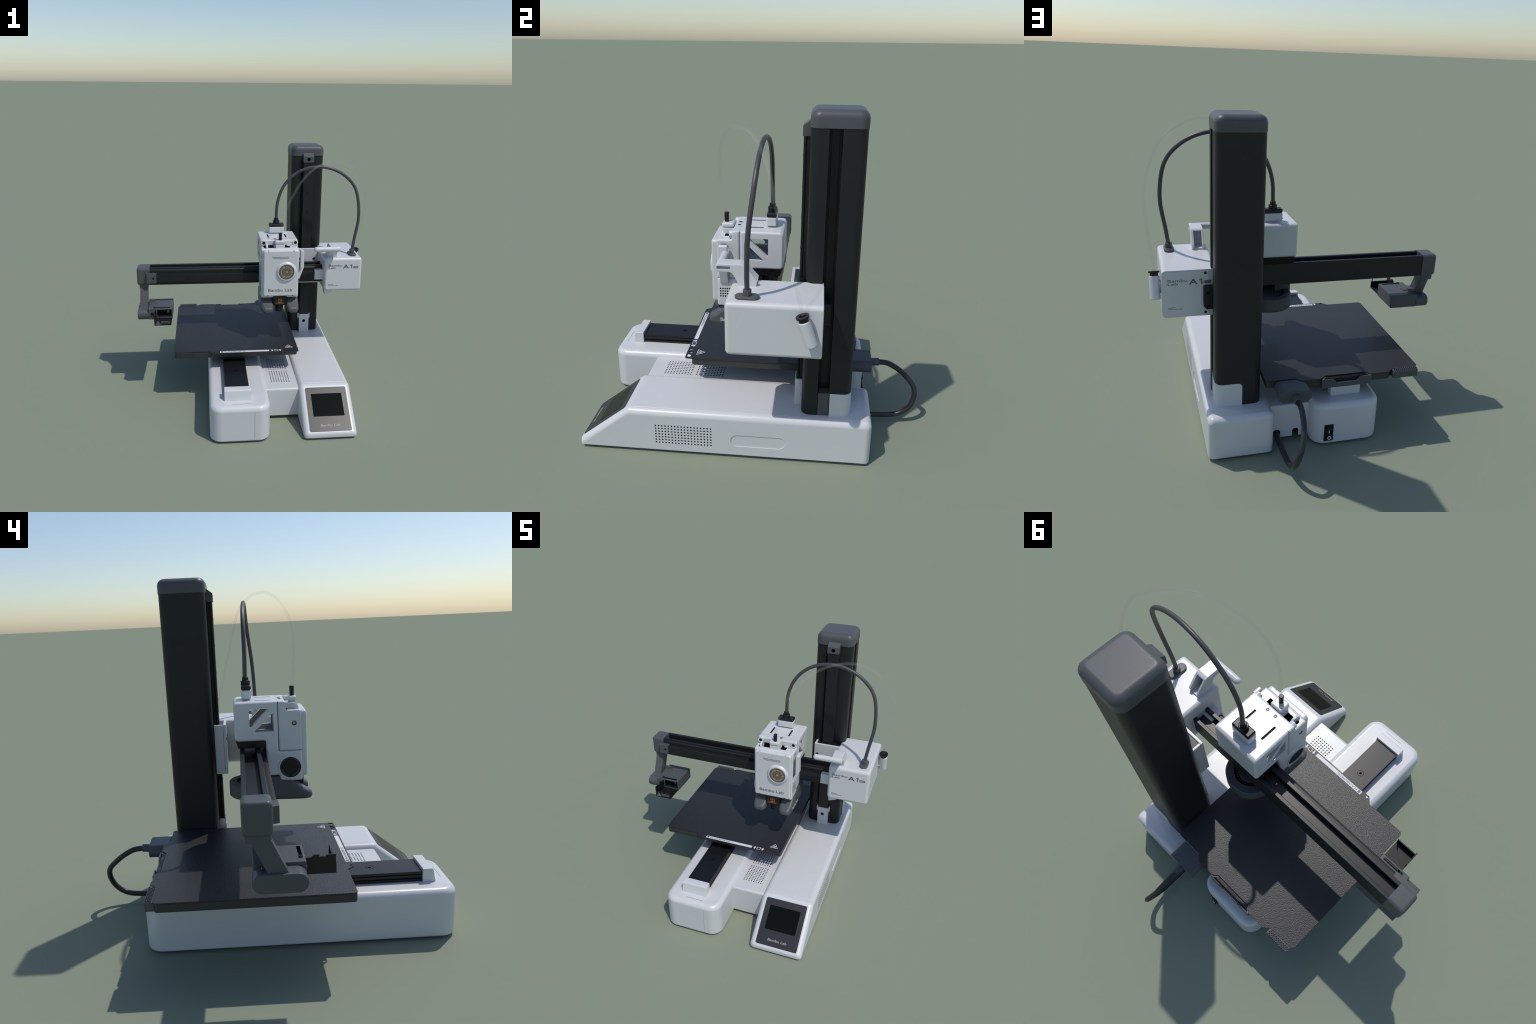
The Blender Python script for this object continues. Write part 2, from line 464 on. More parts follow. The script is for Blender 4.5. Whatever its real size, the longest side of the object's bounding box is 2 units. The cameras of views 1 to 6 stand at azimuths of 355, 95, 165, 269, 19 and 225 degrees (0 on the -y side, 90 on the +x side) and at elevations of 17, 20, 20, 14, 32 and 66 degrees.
def triangle_sign(cx, cy, w, h, t, mk):
    """Outlined warning triangle made of three bars plus a wavy core."""
    P = [Vector((cx - w / 2, cy)), Vector((cx + w / 2, cy)), Vector((cx, cy + h))]
    bars = []
    for i in range(3):
        a, b = P[i], P[(i + 1) % 3]
        d = (b - a).normalized(); nn = Vector((-d.y, d.x)) * t / 2
        bars.append(mk([tuple(a - d * t * .6 - nn), tuple(b + d * t * .6 - nn), tuple(b + d * t * .6 + nn), tuple(a - d * t * .6 + nn)]))
    for k in (-1, 0, 1):
        x = cx + k * w * 0.11
        bars.append(mk([(x - t * .6, cy + h * .3), (x + t * .6, cy + h * .3), (x + t * .6 + .002, cy + h * .56), (x - t * .6 + .002, cy + h * .56)]))
    bars.append(mk([(cx - w * .2, cy + h * .15), (cx + w * .2, cy + h * .15), (cx + w * .2, cy + h * .22), (cx - w * .2, cy + h * .22)]))
    return bars
part("hot_surface_sign", triangle_sign(0.2485, -0.371, 0.060, 0.046, 0.0032, lambda p: prism("z", p, ZP - 0.001, ZP + 0.0008)), PALE, plate)

# nozzle wiper tray
tray = part("wiper_tray", prism("y", fillet([(-0.337, 0.372), (-0.020, 0.372), (-0.020, 0.429), (-0.090, 0.429), (-0.115, 0.402), (-0.240, 0.402), (-0.262, 0.429), (-0.337, 0.429)], 0.002),
            0.613, 0.621, 0.0015, 2), GREY, bed)
part("tray_floor", [prism("z", [(-0.337, 0.614), (-0.305, 0.585), (-0.045, 0.585), (-0.020, 0.614)], 0.374, 0.400),
                    prism("z", [(-0.337, 0.614), (-0.305, 0.585), (-0.297, 0.585), (-0.325, 0.614)], 0.400, 0.428),
                    prism("z", [(-0.032, 0.614), (-0.055, 0.585), (-0.045, 0.585), (-0.020, 0.614)], 0.400, 0.428)], GREY, tray)
bar = part("wiper_bar", prism("z", [(-0.318, 0.606), (-0.290, 0.587), (-0.058, 0.587), (-0.040, 0.606)], 0.400, 0.428, 0.002, 2), RAIL, tray)
cut(bar, dots("z", lin(-0.215, -0.135, 11), lin(0.592, 0.602, 3), 0.42, 0.44, 0.0022, 6), HOLE)
screw(tray, (-0.294, 0.597, 0.427), (0, 0, 1), 0.009)
screw(tray, (-0.066, 0.597, 0.427), (0, 0, 1), 0.009)
# purge grip with studs
grip = part("stud_grip", box((-0.647, -0.486), (0.572, 0.619), (0.386, 0.432), 0.006, 3, pick=lambda m: m.y > 0.6), GREY, bed)
studs = []
for j, y in enumerate(lin(0.5875, 0.6125, 4)):
    for i, x in enumerate(lin(-0.6385, -0.4985, 11)):
        studs.append(cyl((x + (0.003 if j % 2 else -0.003), y, 0.430), (x + (0.003 if j % 2 else -0.003), y, 0.442), 0.0046, 0.0030, 8))
part("grip_studs", studs, GREY, grip, kind="stuff")
# bed plug and its cord
pill = fillet([(0.065, 0.354), (0.266, 0.354), (0.266, 0.4300), (0.065, 0.4300)], 0.0379, 12)
plug = part("bed_plug", prism("y", pill, 0.581, 0.703, 0.006, 3), GREY, bed)
part("plug_neck", cyl((0.165, 0.69, 0.386), (0.165, 0.756, 0.390), 0.0235, bevel=0.004), GREY, plug)
cord = spline([(0.165, 0.74, 0.390), (0.163, 0.82, 0.378), (0.174, 0.916, 0.315), (0.205, 0.980, 0.234), (0.229, 0.963, 0.133), (0.234, 0.882, 0.067), (0.238, 0.746, 0.053), (0.240, 0.62, 0.055), (0.237, 0.54, 0.060)])
part("bed_cord", sweep(cord, 0.0165), CORD, ROOT)

# ---- column ----------------------------------------------------------------
CX0, CX1, CY0, CY1 = 0.3385, 0.608, 0.289, 0.563
col_out = fillet([(CX0, CY0), (CX1, CY0), (CX1, 0.378), (0.540, 0.378), (0.540, 0.442), (CX1, 0.442), (CX1, CY1), (CX0, CY1)],
                 [0.045, 0.045, 0.002, 0, 0, 0.002, 0.045, 0.045], 8)
column = part("column", prism("z", col_out, 0.285, 1.876), BLACK, ROOT)
capl = []
for i in range(7):
    t = i / 6 * math.pi / 2
    ins = 0.04 * (1 - math.cos(t)); zz = 1.959 - 0.04 * (1 - math.sin(t))
    capl.append((zz, CX0 - .003 + ins, CX1 + .003 - ins, CY0 - .003 + ins, CY1 + .003 - ins, 0.048 - ins * 0.8))
part("column_cap", stack([(1.874, CX0 - .003, CX1 + .003, CY0 - .003, CY1 + .003, 0.048)] + capl), GREY, column)
lb = fillet([(0.250, 1.822), (0.300, 1.822), (0.300, 1.898), (0.285, 1.898), (0.250, 1.872)], [0.002, 0, 0, 0.004, 0.003], 3)
latch = part("cap_bracket", prism("x", lb, 0.431, 0.519, 0.002, 2), GREY, column)
cut(latch, cyl((0.475, 0.24, 1.848), (0.475, 0.275, 1.848), 0.014), HOLE)
zr = fillet([(0.436, 0.292), (0.436, 0.282), (0.442, 0.278), (0.442, 0.272), (0.436, 0.266), (0.436, 0.255), (0.518, 0.255), (0.518, 0.266), (0.512, 0.272), (0.512, 0.278), (0.518, 0.282), (0.518, 0.292)], 0.001, 2)
zrail = part("column_rail", prism("z", zr, 0.455, 1.826), BLACK, column)
part("rail_groove", box((0.416, 0.434), (0.2865, 0.290), (0.455, 1.83)), HOLE, column)
for z in (0.72, 1.235, 1.40, 1.565, 1.725):
    screw(zrail, (0.477, 0.2555, z), (0, -1, 0), 0.0095)
footb = part("column_foot", [box((0.434, 0.521), (0.248, 0.300), (0.284, 0.458), 0.003, 2),
                            box((0.421, 0.434), (0.262, 0.290), (0.415, 0.462), 0.003, 2), box((0.521, 0.532), (0.262, 0.290), (0.415, 0.462), 0.003, 2)], WHITE, column)
part("foot_hole", ring((0.476, 0.2465, 0.394), "y", 0.0005, 0.0135, 0.003, 24), HOLE, footb)
wrap = part("column_corner_cover", prism("y", fillet([(0.453, 0.284), (0.5, 0.284), (0.5, 0.430), (0.453, 0.430)], [0, 0, 0, 0.045], 8), 0.50, CY1 + .003, 0), WHITE, column)
cov = fillet([(0.56, 0.445), (CX1 + .003, 0.445), (CX1 + .003, CY1 + .003), (0.50, CY1 + .003), (0.50, 0.50)], [0, 0, 0.047, 0, 0], 8)
part("column_side_cover", prism("z", cov, 0.284, 0.430, 0), WHITE, column)
part("slot_plug", box((0.545, 0.605), (0.380, 0.441), (0.284, 0.428), 0.002, 2), GREY, column)
part("lift_belt", box((0.545, 0.551), (0.392, 0.428), (0.30, 1.87)), JET, column)

# ---- feed box --------------------------------------------------------------
FB = ((0.574, 0.887), (-0.091, 0.384), (0.799, 1.086))
feed = part("feed_box", box(*FB, 0.024, 5, pick=lambda m: m.y < 0.3 or abs(m.y - 0.14) < 0.1), WHITE, ROOT)
part("rear_panel", prism("y", fillet([(0.622, 0.806), (0.880, 0.806), (0.880, 1.079), (0.622, 1.079)], [0.003, 0.02, 0.02, 0.003]), 0.383, 0.3868, 0.001, 2), WHITE, feed)
lx = lambda x: 1.475 - x   # mirrored lettering x for the rear face
lettering("lettering", "Bambu", INK, feed, (0.608, -0.0912, 1.015), (1, 0, 0), (0, 0, 1), 0.112, 0.016)
lettering("lettering", "Lab", INK, feed, (0.608, -0.0912, 0.996), (1, 0, 0), (0, 0, 1), 0.058, 0.014)
lettering("lettering", "A", INK, feed, (0.727, -0.0912, 0.997), (1, 0, 0), (0, 0, 1), 0.050, 0.033, bold=0.02)
def numeral_one(x, z, h, sgn, y0, y1):
    """Slab numeral one: stem plus flag."""
    w = 0.0075
    pts = [(0.010, 0), (0.010 + w, 0), (0.010 + w, h), (0.009, h), (0, h * 0.80), (0, h * 0.62), (0.010, h * 0.80)]
    return prism("y", [(x + sgn * a, z + b) for a, b in pts], y0, y1)
part("numeral", numeral_one(0.786, 0.997, 0.033, 1, -0.0922, -0.0905), INK, feed)
part("model_badge", box((0.814, 0.854), (-0.0918, -0.089), (0.998, 1.015)), INK, feed)
lettering("lettering", "mini", PALE, feed, (0.818, -0.0920, 1.002), (1, 0, 0), (0, 0, 1), 0.032, 0.010)
lettering("lettering", "Caution!", INK, feed, (0.608, -0.0912, 0.855), (1, 0, 0), (0, 0, 1), 0.042, 0.006)
lettering("lettering", "Keep Hands Clear", INK, feed, (0.608, -0.0912, 0.845), (1, 0, 0), (0, 0, 1), 0.085, 0.006)
lettering("lettering", "Bambu", INK, feed, (0.854, 0.3868, 1.017), (-1, 0, 0), (0, 0, 1), 0.110, 0.016)
lettering("lettering", "Lab", INK, feed, (0.854, 0.3868, 0.999), (-1, 0, 0), (0, 0, 1), 0.057, 0.014)
lettering("lettering", "A", INK, feed, (0.736, 0.3868, 0.999), (-1, 0, 0), (0, 0, 1), 0.050, 0.033, bold=0.02)
part("numeral", numeral_one(0.677, 0.999, 0.033, -1, 0.386, 0.3878), INK, feed)
part("model_badge", box((0.610, 0.648), (0.384, 0.3874), (1.003, 1.019)), INK, feed)
lettering("lettering", "Caution!", INK, feed, (0.855, 0.3868, 0.859), (-1, 0, 0), (0, 0, 1), 0.042, 0.006)
lettering("lettering", "Keep Hands Clear", INK, feed, (0.855, 0.3868, 0.848), (-1, 0, 0), (0, 0, 1), 0.085, 0.006)
for z in (0.822, 1.065):
    screw(feed, (0.642, 0.387, z), (0, 1, 0), 0.008)
clampb = part("belt_clamp", prism("y", fillet([(0.59, 0.855), (0.640, 0.853), (0.656, 0.872), (0.656, 0.985), (0.648, 0.992), (0.59, 0.992)], 0.004), 0.385, 0.425, 0.005, 3), JET, feed)
for z in (0.869, 0.956):
    screw(clampb, (0.634, 0.425, z), (0, 1, 0), 0.011)
# cable gland
gl = part("cable_gland", prism("z", rect(0.790, 0.850, -0.047, 0.075, 0.0295, 10), 1.084, 1.101, 0.006, 3), GREY, feed)
part("gland_neck", [cyl((0.820, 0.014, 1.095), (0.820, 0.014, 1.132), 0.021, bevel=0.003)], GREY, gl)
# filament inlet
a, b = Vector((0.923, 0.294, 1.028)), Vector((0.922, 0.336, 0.898))
d = (b - a).normalized()
inlet = part("filament_inlet", [cyl(a, b, 0.0305, bevel=0.006), box((0.88, 0.925), (0.295, 0.325), (0.93, 1.0), 0.004)], WHITE, feed)
part("inlet_collar", [cyl(a - d * 0.020, a + d * 0.004, 0.024), ring((0, 0, 0), "z", 0.0165, 0.0325, 0.009)], JET, inlet)
col = [o for o in COL.objects if o.name.startswith("inlet_collar")][0]
q = Vector((0, 0, 1)).rotation_difference(-d)
Mx = Matrix.Translation(a - d * 0.018) @ q.to_matrix().to_4x4()
for v in col.data.vertices:
    if v.co.length < 0.1:
        v.co = Mx @ v.co
part("inlet_bore", cyl(a - d * 0.0215, a - d * 0.019, 0.015), HOLE, inlet)
# arch with wiper rod on top of the feed box
arch_pts = fillet([(-0.168, 1.159), (-0.082, 1.158), (-0.044, 1.082), (0.042, 1.082), (0.048, 1.118), (-0.022, 1.196), (-0.040, 1.201), (-0.168, 1.201)],
                  [0.0205, 0.03, 0, 0, 0.004, 0.012, 0.02, 0.0205], 6)
arch = part("wiper_arm", prism("x", arch_pts, 0.604, 0.680, 0.004, 3), WHITE, feed)
cut(arch, [prism("x", rect(-0.160, -0.090, 1.172, 1.190, 0.0088), 0.655, 0.70),
           prism("x", [(-0.045, 1.190), (-0.062, 1.160), (-0.032, 1.096), (0.10, 1.096), (0.10, 1.190)], 0.616, 0.666)], WHITE)
bmr = cyl((0.489, -0.147, 1.180), (0.610, -0.147, 1.180), 0.0212)
sph = bmesh.new(); bmesh.ops.create_uvsphere(sph, u_segments=24, v_segments=12, radius=0.0212)
bmesh.ops.translate(sph, verts=sph.verts, vec=(0.489, -0.147, 1.180))
part("wiper_rod", [bmr, sph], WHITE, arch)
# bracket that rides on the column rail
brk = part("lift_bracket", [box((0.383, 0.60), (0.213, 0.230), (0.772, 1.0855), 0.003, 3),
                            box((0.383, 0.398), (0.2305, 0.287), (0.772, 1.0850), 0.003, 3)], WHITE, feed)
part("rail_slider", box((0.399, 0.572), (0.231, 0.286), (0.80, 1.080), 0.002, 2), JET, brk)
for x in (0.408, 0.541):
    screw(brk, (x, 0.213, 0.994), (0, -1, 0), 0.0115)
part("purge_lip", prism("y", [(0.580, 0.812), (0.588, 0.765), (0.645, 0.786), (0.665, 0.812)], -0.070, 0.0, 0.003, 2), WHITE, feed)
part("beam_clamp", box((0.504, 0.60), (-0.028, 0.06), (0.882, 0.966), 0.003, 2), WHITE, feed)

# ---- gantry beam -----------------------------------------------------------
beam_pts = fillet([(0.012, 0.853), (0.131, 0.853), (0.131, 0.996), (0.107, 0.996), (0.107, 0.953), (0.040, 0.953), (0.040, 0.994), (0.028, 0.996), (0.012, 0.978)],
                  [0.004, 0.004, 0.003, 0.003, 0, 0, 0.003, 0.008, 0.006], 4)
beam = part("gantry_beam", prism("x", beam_pts, -0.87, 0.60), BLACK, ROOT)
part("beam_sunlit_strips", [box((-0.862, 0.575), (0.0415, 0.106), (0.952, 0.9545)), box((-0.862, 0.575), (0.018, 0.038), (0.985, 0.9968), 0.001, 1), box((-0.862, 0.575), (0.110, 0.129), (0.985, 0.9972), 0.001, 1)], RAIL, beam)  # thin overlays modelled for the sun's sheen on channel floor and wall tops
xr = [(0.014, 0.872), (-0.006, 0.872), (-0.006, 0.880), (-0.020, 0.884), (-0.020, 0.946), (-0.006, 0.950), (-0.006, 0.955), (0.014, 0.955)]
xrail = part("beam_rail", prism("x", xr, -0.82, 0.55), BLACK, beam)
for x in (-0.69, -0.545, -0.40, -0.255, -0.11, 0.45):
    screw(xrail, (x, -0.0195, 0.914), (0, -1, 0), 0.0085)
cap = part("beam_end_cap", box((-0.966, -0.860), (0.006, 0.136), (0.851, 1.002), 0.022, 5, pick=lambda m: m.x < -0.9), GREY, beam)
rb = part("rail_stop", prism("z", fillet([(-0.900, 0.02), (-0.882, -0.025), (-0.805, -0.025), (-0.805, 0.02)], 0.002), 0.880, 0.958, 0.002, 2), GREY, cap)
part("stop_hole", ring((-0.830, -0.0262, 0.921), "y", 0.0005, 0.0085, 0.003, 20), HOLE, rb)
part("cap_neck", box((-0.948, -0.878), (0.018, 0.124), (0.820, 0.856), 0.003, 2), GREY, cap)

# ---- camera arm ------------------------------------------------------------
arm_pts = [(0.102, 0.825), (0.014, 0.825), (-0.058, 0.668), (0.030, 0.668)]
armp = part("camera_arm", prism("x", arm_pts, -0.944, -0.882, 0.004, 3), GREY, cap)
pl_pts = fillet([(0.103, 0.597), (0.103, 0.684), (-0.134, 0.684), (-0.134, 0.597)], 0.043, 10)
ROOTCAM = part("camera_housing", box((-0.872, -0.678), (-0.133, 0.097), (0.606, 0.700), 0.006, 3), GREY, ROOT)
part("arm_joint", prism("x", pl_pts, -0.958, -0.865, 0.006, 3), GREY, ROOTCAM)
part("cable_relief", [box((-0.876, -0.826), (0.015, 0.045), (0.69, 0.722), 0.004, 2), box((-0.87, -0.800), (-0.03, 0.02), (0.694, 0.706), 0.003, 2)], GREY, ROOTCAM)
cut(ROOTCAM, [prism("z", rect(-0.815, -0.697, -0.122, -0.104, 0.0085), 0.680, 0.72), box((-0.800, -0.684), (-0.15, -0.110), (0.632, 0.690))], HOLE)
part("camera_lens", box((-0.722, -0.704), (-0.115, -0.108), (0.655, 0.674), 0.002, 2), STEEL, ROOTCAM)
sheet = part("lens_shade", [prism("z", [(-0.812, -0.268), (-0.682, -0.268), (-0.682, -0.12), (-0.812, -0.12)], 0.612, 0.618),
                           box((-0.812, -0.682), (-0.270, -0.264), (0.612, 0.662)),
                           prism("x", [(-0.268, 0.612), (-0.12, 0.612), (-0.12, 0.690), (-0.160, 0.690), (-0.175, 0.702), (-0.195, 0.702), (-0.195, 0.692), (-0.225, 0.692), (-0.225, 0.700), (-0.268, 0.700)][::-1], -0.815, -0.809),
                           prism("x", [(-0.2675, 0.65), (-0.256, 0.65), (-0.256, 0.694), (-0.258, 0.694)], -0.688, -0.684)], JET, ROOTCAM)
lettering("lettering", "KEEP CLEAR OF", DIM, sheet, (-0.762, -0.2702, 0.641), (1, 0, 0), (0, 0, 1), 0.070, 0.007)
lettering("lettering", "MOVING PARTS", DIM, sheet, (-0.762, -0.2702, 0.629), (1, 0, 0), (0, 0, 1), 0.070, 0.007)
part("warning_sign", triangle_sign(-0.786, 0.622, 0.036, 0.030, 0.0025, lambda p: prism("y", p, -0.2715, -0.268)), DIM, sheet)
screw(ROOTCAM, (-0.822, -0.113, 0.704), (0, 0, 1), 0.010)
screw(ROOTCAM, (-0.842, -0.136, 0.655), (0, -1, 0), 0.012)

# ---- toolhead --------------------------------------------------------------
HX0, HX1 = 0.036, 0.336
rear_side = fillet([(-0.0898, 1.263), (-0.0898, 0.979), (-0.222, 0.979), (-0.222, 0.803), (-0.090, 0.803), (-0.090, 0.838), (-0.018, 0.838), (-0.018, 1.043), (0.156, 1.043), (0.156, 1.263)],
                   [0, 0, 0, 0.014, 0.014, 0.006, 0.014, 0.012, 0.022, 0.022], 5)
rear = part("toolhead", prism("x", rear_side, HX0, HX1, 0.0135, 4), WHITE, ROOT)
cut(rear, box((HX0 + 0.022, HX1 - 0.022), (-0.072, 0.138), (1.064, 1.250)), WHITE)
cut(rear, [prism("x", fillet([(-0.044, 1.224), (0.070, 1.224), (0.070, 1.116)][::-1], 0.004), 0.0, 0.4),
           prism("x", fillet([(-0.064, 1.202), (-0.064, 1.094), (0.048, 1.094)], 0.004), 0.0, 0.4)], WHITE)
cut(rear, [prism("z", rect(0.101, 0.114, -0.062, 0.038, 0.006), 1.240, 1.30), prism("z", rect(0.243, 0.256, -0.062, 0.038, 0.006), 1.240, 1.30)], HOLE)
front = part("toolhead_front", prism("x", fillet([(-0.0912, 0.9805), (-0.222, 0.9805), (-0.222, 1.212), (-0.136, 1.212), (-0.136, 1.262), (-0.0912, 1.262)],
             [0, 0, 0.014, 0.008, 0.012, 0], 4), HX0, HX1, 0.011, 4), WHITE, rear)
cut(front, [box((0.224, 0.268), (-0.186, -0.132), (1.15, 1.22)), box((0.058, 0.140), (-0.190, -0.134), (1.15, 1.22)),
            cyl((HX0 - 0.01, -0.180, 1.137), (HX0 + 0.02, -0.180, 1.137), 0.0135),
            ], HOLE)
cut(rear, [dots("x", lin(-0.202, -0.135, 6), lin(0.867, 0.914, 4), 0.325, 0.345, 0.0048), box((HX0 - 0.01, HX0 + 0.01), (-0.0935, -0.0885), (0.981, 1.09))], HOLE)
cut(rear, cyl((HX0 - 0.01, -0.152, 0.884), (HX0 + 0.03, -0.152, 0.884), 0.061, n=48), GREY)
cut(front, [prism("x", fillet([(-0.208, 0.96), (-0.150, 0.96), (-0.150, 1.19), (-0.208, 1.19)], [0.003, 0.003, 0.028, 0.028]), 0.326, 0.35)], WHITE)
part("side_pin", cyl((HX0 + 0.002, -0.180, 1.137), (HX0 + 0.012, -0.180, 1.137), 0.008), STEEL, front)
fan = part("side_fan", [ring((HX0 - 0.003, -0.152, 0.884), "x", 0.0605, 0.067, 0.006)], WHITE, front)
part("fan_ring", ring((HX0 + 0.011, -0.152, 0.884), "x", 0.046, 0.0608, 0.004), CABLE, fan)
part("fan_hub", [cyl((HX0 + 0.004, -0.152, 0.884), (HX0 + 0.02, -0.152, 0.884), 0.046, bevel=0.004)] +
     [box((HX0 + 0.008, HX0 + 0.015), (-0.152 + sy * 0.05 - 0.011, -0.152 + sy * 0.05 + 0.011), (0.884 + sz * 0.05 - 0.011, 0.884 + sz * 0.05 + 0.011)) for sy, sz in ((0, 1), (0, -1), (1, 0), (-1, 0))], JET, fan)
for x in (0.060, 0.314):
    part("screw_boss", ring((x, -0.150, 1.241), "y", 0.0125, 0.021, 0.03, 32), WHITE, front)
    part("boss_bore", cyl((x, -0.1475, 1.241), (x, -0.13, 1.241), 0.0128), HOLE, front)
for x in (0.152, 0.208):
    part("bolt_hole", ring((x, -0.107, 1.2622), "z", 0.0035, 0.0095, 0.0018, 20), JET, front)
extr = part("extruder_post", [box((0.150, 0.222), (-0.204, -0.138), (1.19, 1.244), 0.005, 3), box((0.146, 0.224), (-0.208, -0.138), (1.245, 1.274), 0.010, 3)], WHITE, front)
part("tube_coupler", [cyl((0.187, -0.184, 1.27), (0.187, -0.184, 1.300), 0.0130, bevel=0.002), cyl((0.187, -0.184, 1.298), (0.187, -0.184, 1.330), 0.0135, bevel=0.003)], JET, extr)
part("extruder_wheel", [cyl((0.074, -0.177, 1.214), (0.088, -0.177, 1.214), 0.034, n=40, bevel=0.002)], WHITE, front)
part("extruder_lever", [box((0.245, 0.315), (-0.152, -0.137), (1.213, 1.222), 0.003, 2)], WHITE, front)
lever = part("release_lever", prism("y", fillet([(0.352, 1.190), (0.377, 1.190), (0.380, 1.05), (0.346, 0.955), (0.330, 0.955), (0.330, 0.985), (0.352, 1.03)], [0.008, 0.012, 0.02, 0.004, 0, 0, 0.01]), -0.204, -0.155, 0.006, 3), WHITE, front)
# front cover with disc emblem
cover = part("front_cover", prism("y", rect(0.049, 0.329, 0.826, 1.207, 0.020, 8), -0.252, -0.214, 0.012, 4), WHITE, rear)
bez = bmesh.new()
rings_ = [(0.083, -0.250), (0.079, -0.256), (0.070, -0.265), (0.0625, -0.266), (0.0620, -0.262)]
rr = [[bez.verts.new((0.231 + r * math.cos(2 * math.pi * i / 64), y, 1.033 + r * math.sin(2 * math.pi * i / 64))) for i in range(64)] for r, y in rings_]
for a_, b_ in zip(rr[:-1], rr[1:]):
    for i in range(64):
        bez.faces.new((a_[i], a_[(i + 1) % 64], b_[(i + 1) % 64], b_[i]))
bez.faces.new(rr[0]); bez.faces.new(rr[-1][::-1])
bmesh.ops.recalc_face_normals(bez, faces=bez.faces)
part("emblem_bezel", bez, WHITE, cover)
part("emblem_disc", cyl((0.231, -0.2635, 1.033), (0.231, -0.25, 1.033), 0.0615, n=48), DISC, cover)
em = [cyl((0.231, -0.265, 1.033), (0.231, -0.262, 1.033), 0.010, n=20)]
for k in range(3):
    t = math.radians(0 + 120 * k)
    em.append(cyl((0.231 + 0.043 * math.cos(t), -0.265, 1.033 + 0.043 * math.sin(t)), (0.231 + 0.043 * math.cos(t), -0.262, 1.033 + 0.043 * math.sin(t)), 0.010, n=20))
    em.append(ring((0.231, -0.2648, 1.033), "y", 0.038, 0.046, 0.0028, 64, t + 0.38, t + 2 * math.pi / 3 - 0.38))
part("emblem_print", em, AMBER, cover)
lettering("lettering", "Bambu Lab", INK, cover, (0.090, -0.2522, 0.868), (1, 0, 0), (0, 0, 1), 0.191, 0.023)
lettering("lettering", "Remove this cover for", INK, cover, (0.119, -0.2522, 1.150), (1, 0, 0), (0, 0, 1), 0.133, 0.008)
lettering("lettering", "hotend replacement", INK, cover, (0.127, -0.2522, 1.139), (1, 0, 0), (0, 0, 1), 0.119, 0.008)
for x in (0.088, 0.286):
    cut(cover, [box((x - 0.005, x + 0.005), (-0.26, -0.244), (1.190, 1.22))], WHITE)
    cut(cover, [box((x - 0.005, x + 0.005), (-0.26, -0.248), (0.82, 0.837))], GREY)
# cable plug on the head
hp = part("head_plug", box((0.126, 0.247), (0.052, 0.108), (1.270, 1.321), 0.007, 3), WHITE, rear)
hk = part("plug_cap", box((0.126, 0.247), (0.052, 0.108), (1.3215, 1.347), 0.008, 3), JET, hp)
part("plug_gland", [cyl((0.185, 0.081, 1.345), (0.185, 0.081, 1.372), 0.0265, bevel=0.004), cyl((0.185, 0.081, 1.37), (0.185, 0.081, 1.392), 0.018, bevel=0.003)], JET, hk)
for x in (0.139, 0.234):
    for y in (0.064, 0.096):
        screw(hk, (x, y, 1.346), (0, 0, 1), 0.007)
# carriage block on the beam
car = part("beam_carriage", [prism("x", [(0.152, 1.046), (-0.018, 1.046), (-0.018, 1.0005), (0.138, 1.0005)], 0.05, 0.325, 0.003, 2),
                             box((0.05, 0.325), (-0.040, -0.0255), (0.86, 1.03), 0.002, 2)], JET, rear)
for y in (0.030, 0.072, 0.112):
    screw(car, (0.0505, y, 1.026), (-1, 0, 0), 0.013 if y == 0.072 else 0.010)
    screw(car, (0.3245, y, 1.026), (1, 0, 0), 0.010)
# hotend and nozzle
hot = part("hotend_sock", box((0.134, 0.243), (-0.237, -0.12), (0.740, 0.85), 0.012, 4, pick=lambda m: m.z < 0.8), JET, rear)
part("nozzle_boot", [cyl((0.189, -0.185, 0.678), (0.189, -0.185, 0.745), 0.030, 0.034, bevel=0.008)], JET, hot)
waves = []
for k in range(3):
    x = 0.176 + 0.0125 * k
    pth = [Vector((x + 0.0028 * math.sin(i * 0.95), -0.2375, 0.779 + 0.0028 * i)) for i in range(9)]
    waves.append(sweep(pth, 0.0016, 6))
part("heat_symbol", waves + [box((0.171, 0.206), (-0.2385, -0.236), (0.7695, 0.773))], ORANGE, hot)
lettering("lettering", "CAUTION HOT", ORANGE, hot, (0.152, -0.2372, 0.756), (1, 0, 0), (0, 0, 1), 0.070, 0.009)
# blower and ducts
BX, BY, BR = 0.190, 0.058, 0.146
blow = part("blower_fan", stack([(0.692, BX - BR + .007, BX + BR - .007, -0.06, BY + BR - .007, BR - .007), (0.700, BX - BR, BX + BR, -0.06, BY + BR, BR), (0.773, BX - BR, BX + BR, -0.06, BY + BR, BR),
                                 (0.778, BX - BR + .005, BX + BR - .005, -0.06, BY + BR - .005, BR - .005)], 20), GREY, rear)
cut(blow, cyl((BX, BY, 0.735), (BX, BY, 0.81), 0.102, n=56), HOLE)
part("blower_impeller", [cyl((BX, BY, 0.725), (BX, BY, 0.768), 0.076, n=48, bevel=0.006)], GREY, blow)
bm2 = []
for k in range(36):
    t = 2 * math.pi * k / 36
    bb = box((-0.0015, 0.0015), (0.074, 0.094), (0.735, 0.768))
    bb.transform(Matrix.Translation((BX, BY, 0)) @ Matrix.Rotation(t, 4, "Z"))
    bm2.append(bb)
part("fan_blades", bm2, GREY, blow, kind="stuff")
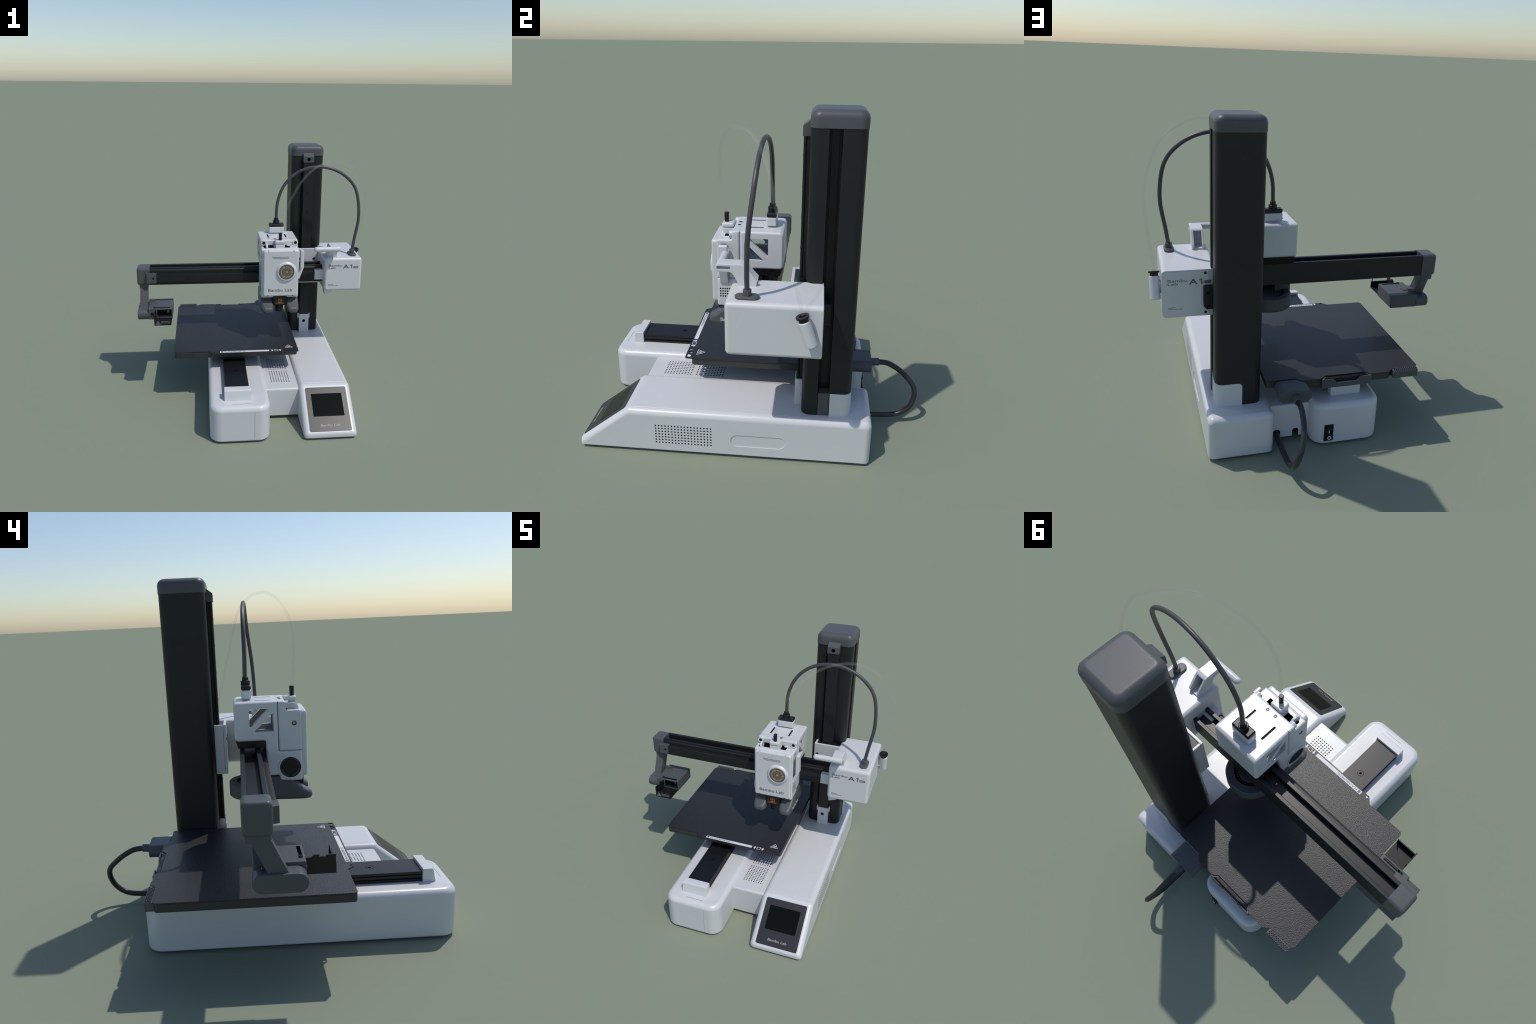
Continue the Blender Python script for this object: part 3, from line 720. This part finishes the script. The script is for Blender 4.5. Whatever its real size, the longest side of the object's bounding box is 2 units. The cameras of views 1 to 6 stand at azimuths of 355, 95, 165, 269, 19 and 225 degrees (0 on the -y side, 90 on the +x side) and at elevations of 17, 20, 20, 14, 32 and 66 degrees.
def duct(x0, x1, wide):
    """Air duct: tapering snout lofted forward from the blower."""
    bm = bmesh.new()
    rows = []
    for y, a, b, z0, z1 in ((0.03, x0, x1, 0.692, 0.83), (-0.08, x0, x1, 0.690, 0.835), (-0.15, x0, x1, 0.688, 0.82), (-0.205, x0, x1, 0.687, 0.772),
                            (-0.240, x0 + 0.003, x1 - 0.003, 0.686, 0.748), (-0.264, x0 + 0.010, x1 - 0.010, 0.688, 0.737), (-0.274, x0 + 0.020, x1 - 0.020, 0.694, 0.728), (-0.278, x0 + 0.032, x1 - 0.032, 0.702, 0.719)):
        rr_ = min(0.022, (z1 - z0) * 0.48, (b - a) * 0.48)
        rows.append([bm.verts.new((px, y, pz)) for px, pz in rect(a, b, z0, z1, rr_, 6)])
    for p_, q_ in zip(rows[:-1], rows[1:]):
        k = len(p_)
        for i in range(k):
            bm.faces.new((p_[i], p_[(i + 1) % k], q_[(i + 1) % k], q_[i]))
    bm.faces.new(rows[0]); bm.faces.new(rows[-1][::-1])
    bmesh.ops.recalc_face_normals(bm, faces=bm.faces)
    return bm
part("air_duct", duct(0.036, 0.140, 0), GREY, rear, 50)
dr = part("air_duct", duct(0.240, 0.342, 0), GREY, rear, 50)
lettering("lettering", "Bambu Lab", PALE, dr, (0.3418, -0.205, 0.708), (0, 1, 0), (0, 0, 1), 0.13, 0.022)

# ---- cable and filament tube ------------------------------------------------
cab = spline([(0.185, 0.083, 1.375), (0.194, 0.079, 1.525), (0.242, 0.079, 1.656), (0.333, 0.077, 1.753), (0.458, 0.071, 1.806), (0.602, 0.064, 1.804),
              (0.739, 0.057, 1.742), (0.836, 0.046, 1.623), (0.864, 0.023, 1.418), (0.835, 0.014, 1.22), (0.820, 0.014, 1.12)])
part("head_cable", sweep(cab, 0.0125), CABLE, ROOT)
tub_path = spline([(0.187, -0.184, 1.32), (0.223, -0.205, 1.509), (0.286, -0.204, 1.65), (0.366, -0.173, 1.76), (0.469, -0.122, 1.836), (0.597, -0.054, 1.872),
                   (0.730, 0.033, 1.847), (0.868, 0.109, 1.744), (0.958, 0.174, 1.518), (0.948, 0.240, 1.27), (0.922, 0.288, 1.06)])
part("filament_tube", sweep(tub_path, 0.0105), TUBE, ROOT)

# ---- keep the tree at thing > part > sub-part --------------------------------
def chain(o):
    c = []
    while o.parent is not None:
        c.append(o); o = o.parent
    return c          # from the object up to the child of the root
for ob in list(COL.objects):
    up = chain(ob)
    if len(up) > 2:
        ob.parent = up[-1]
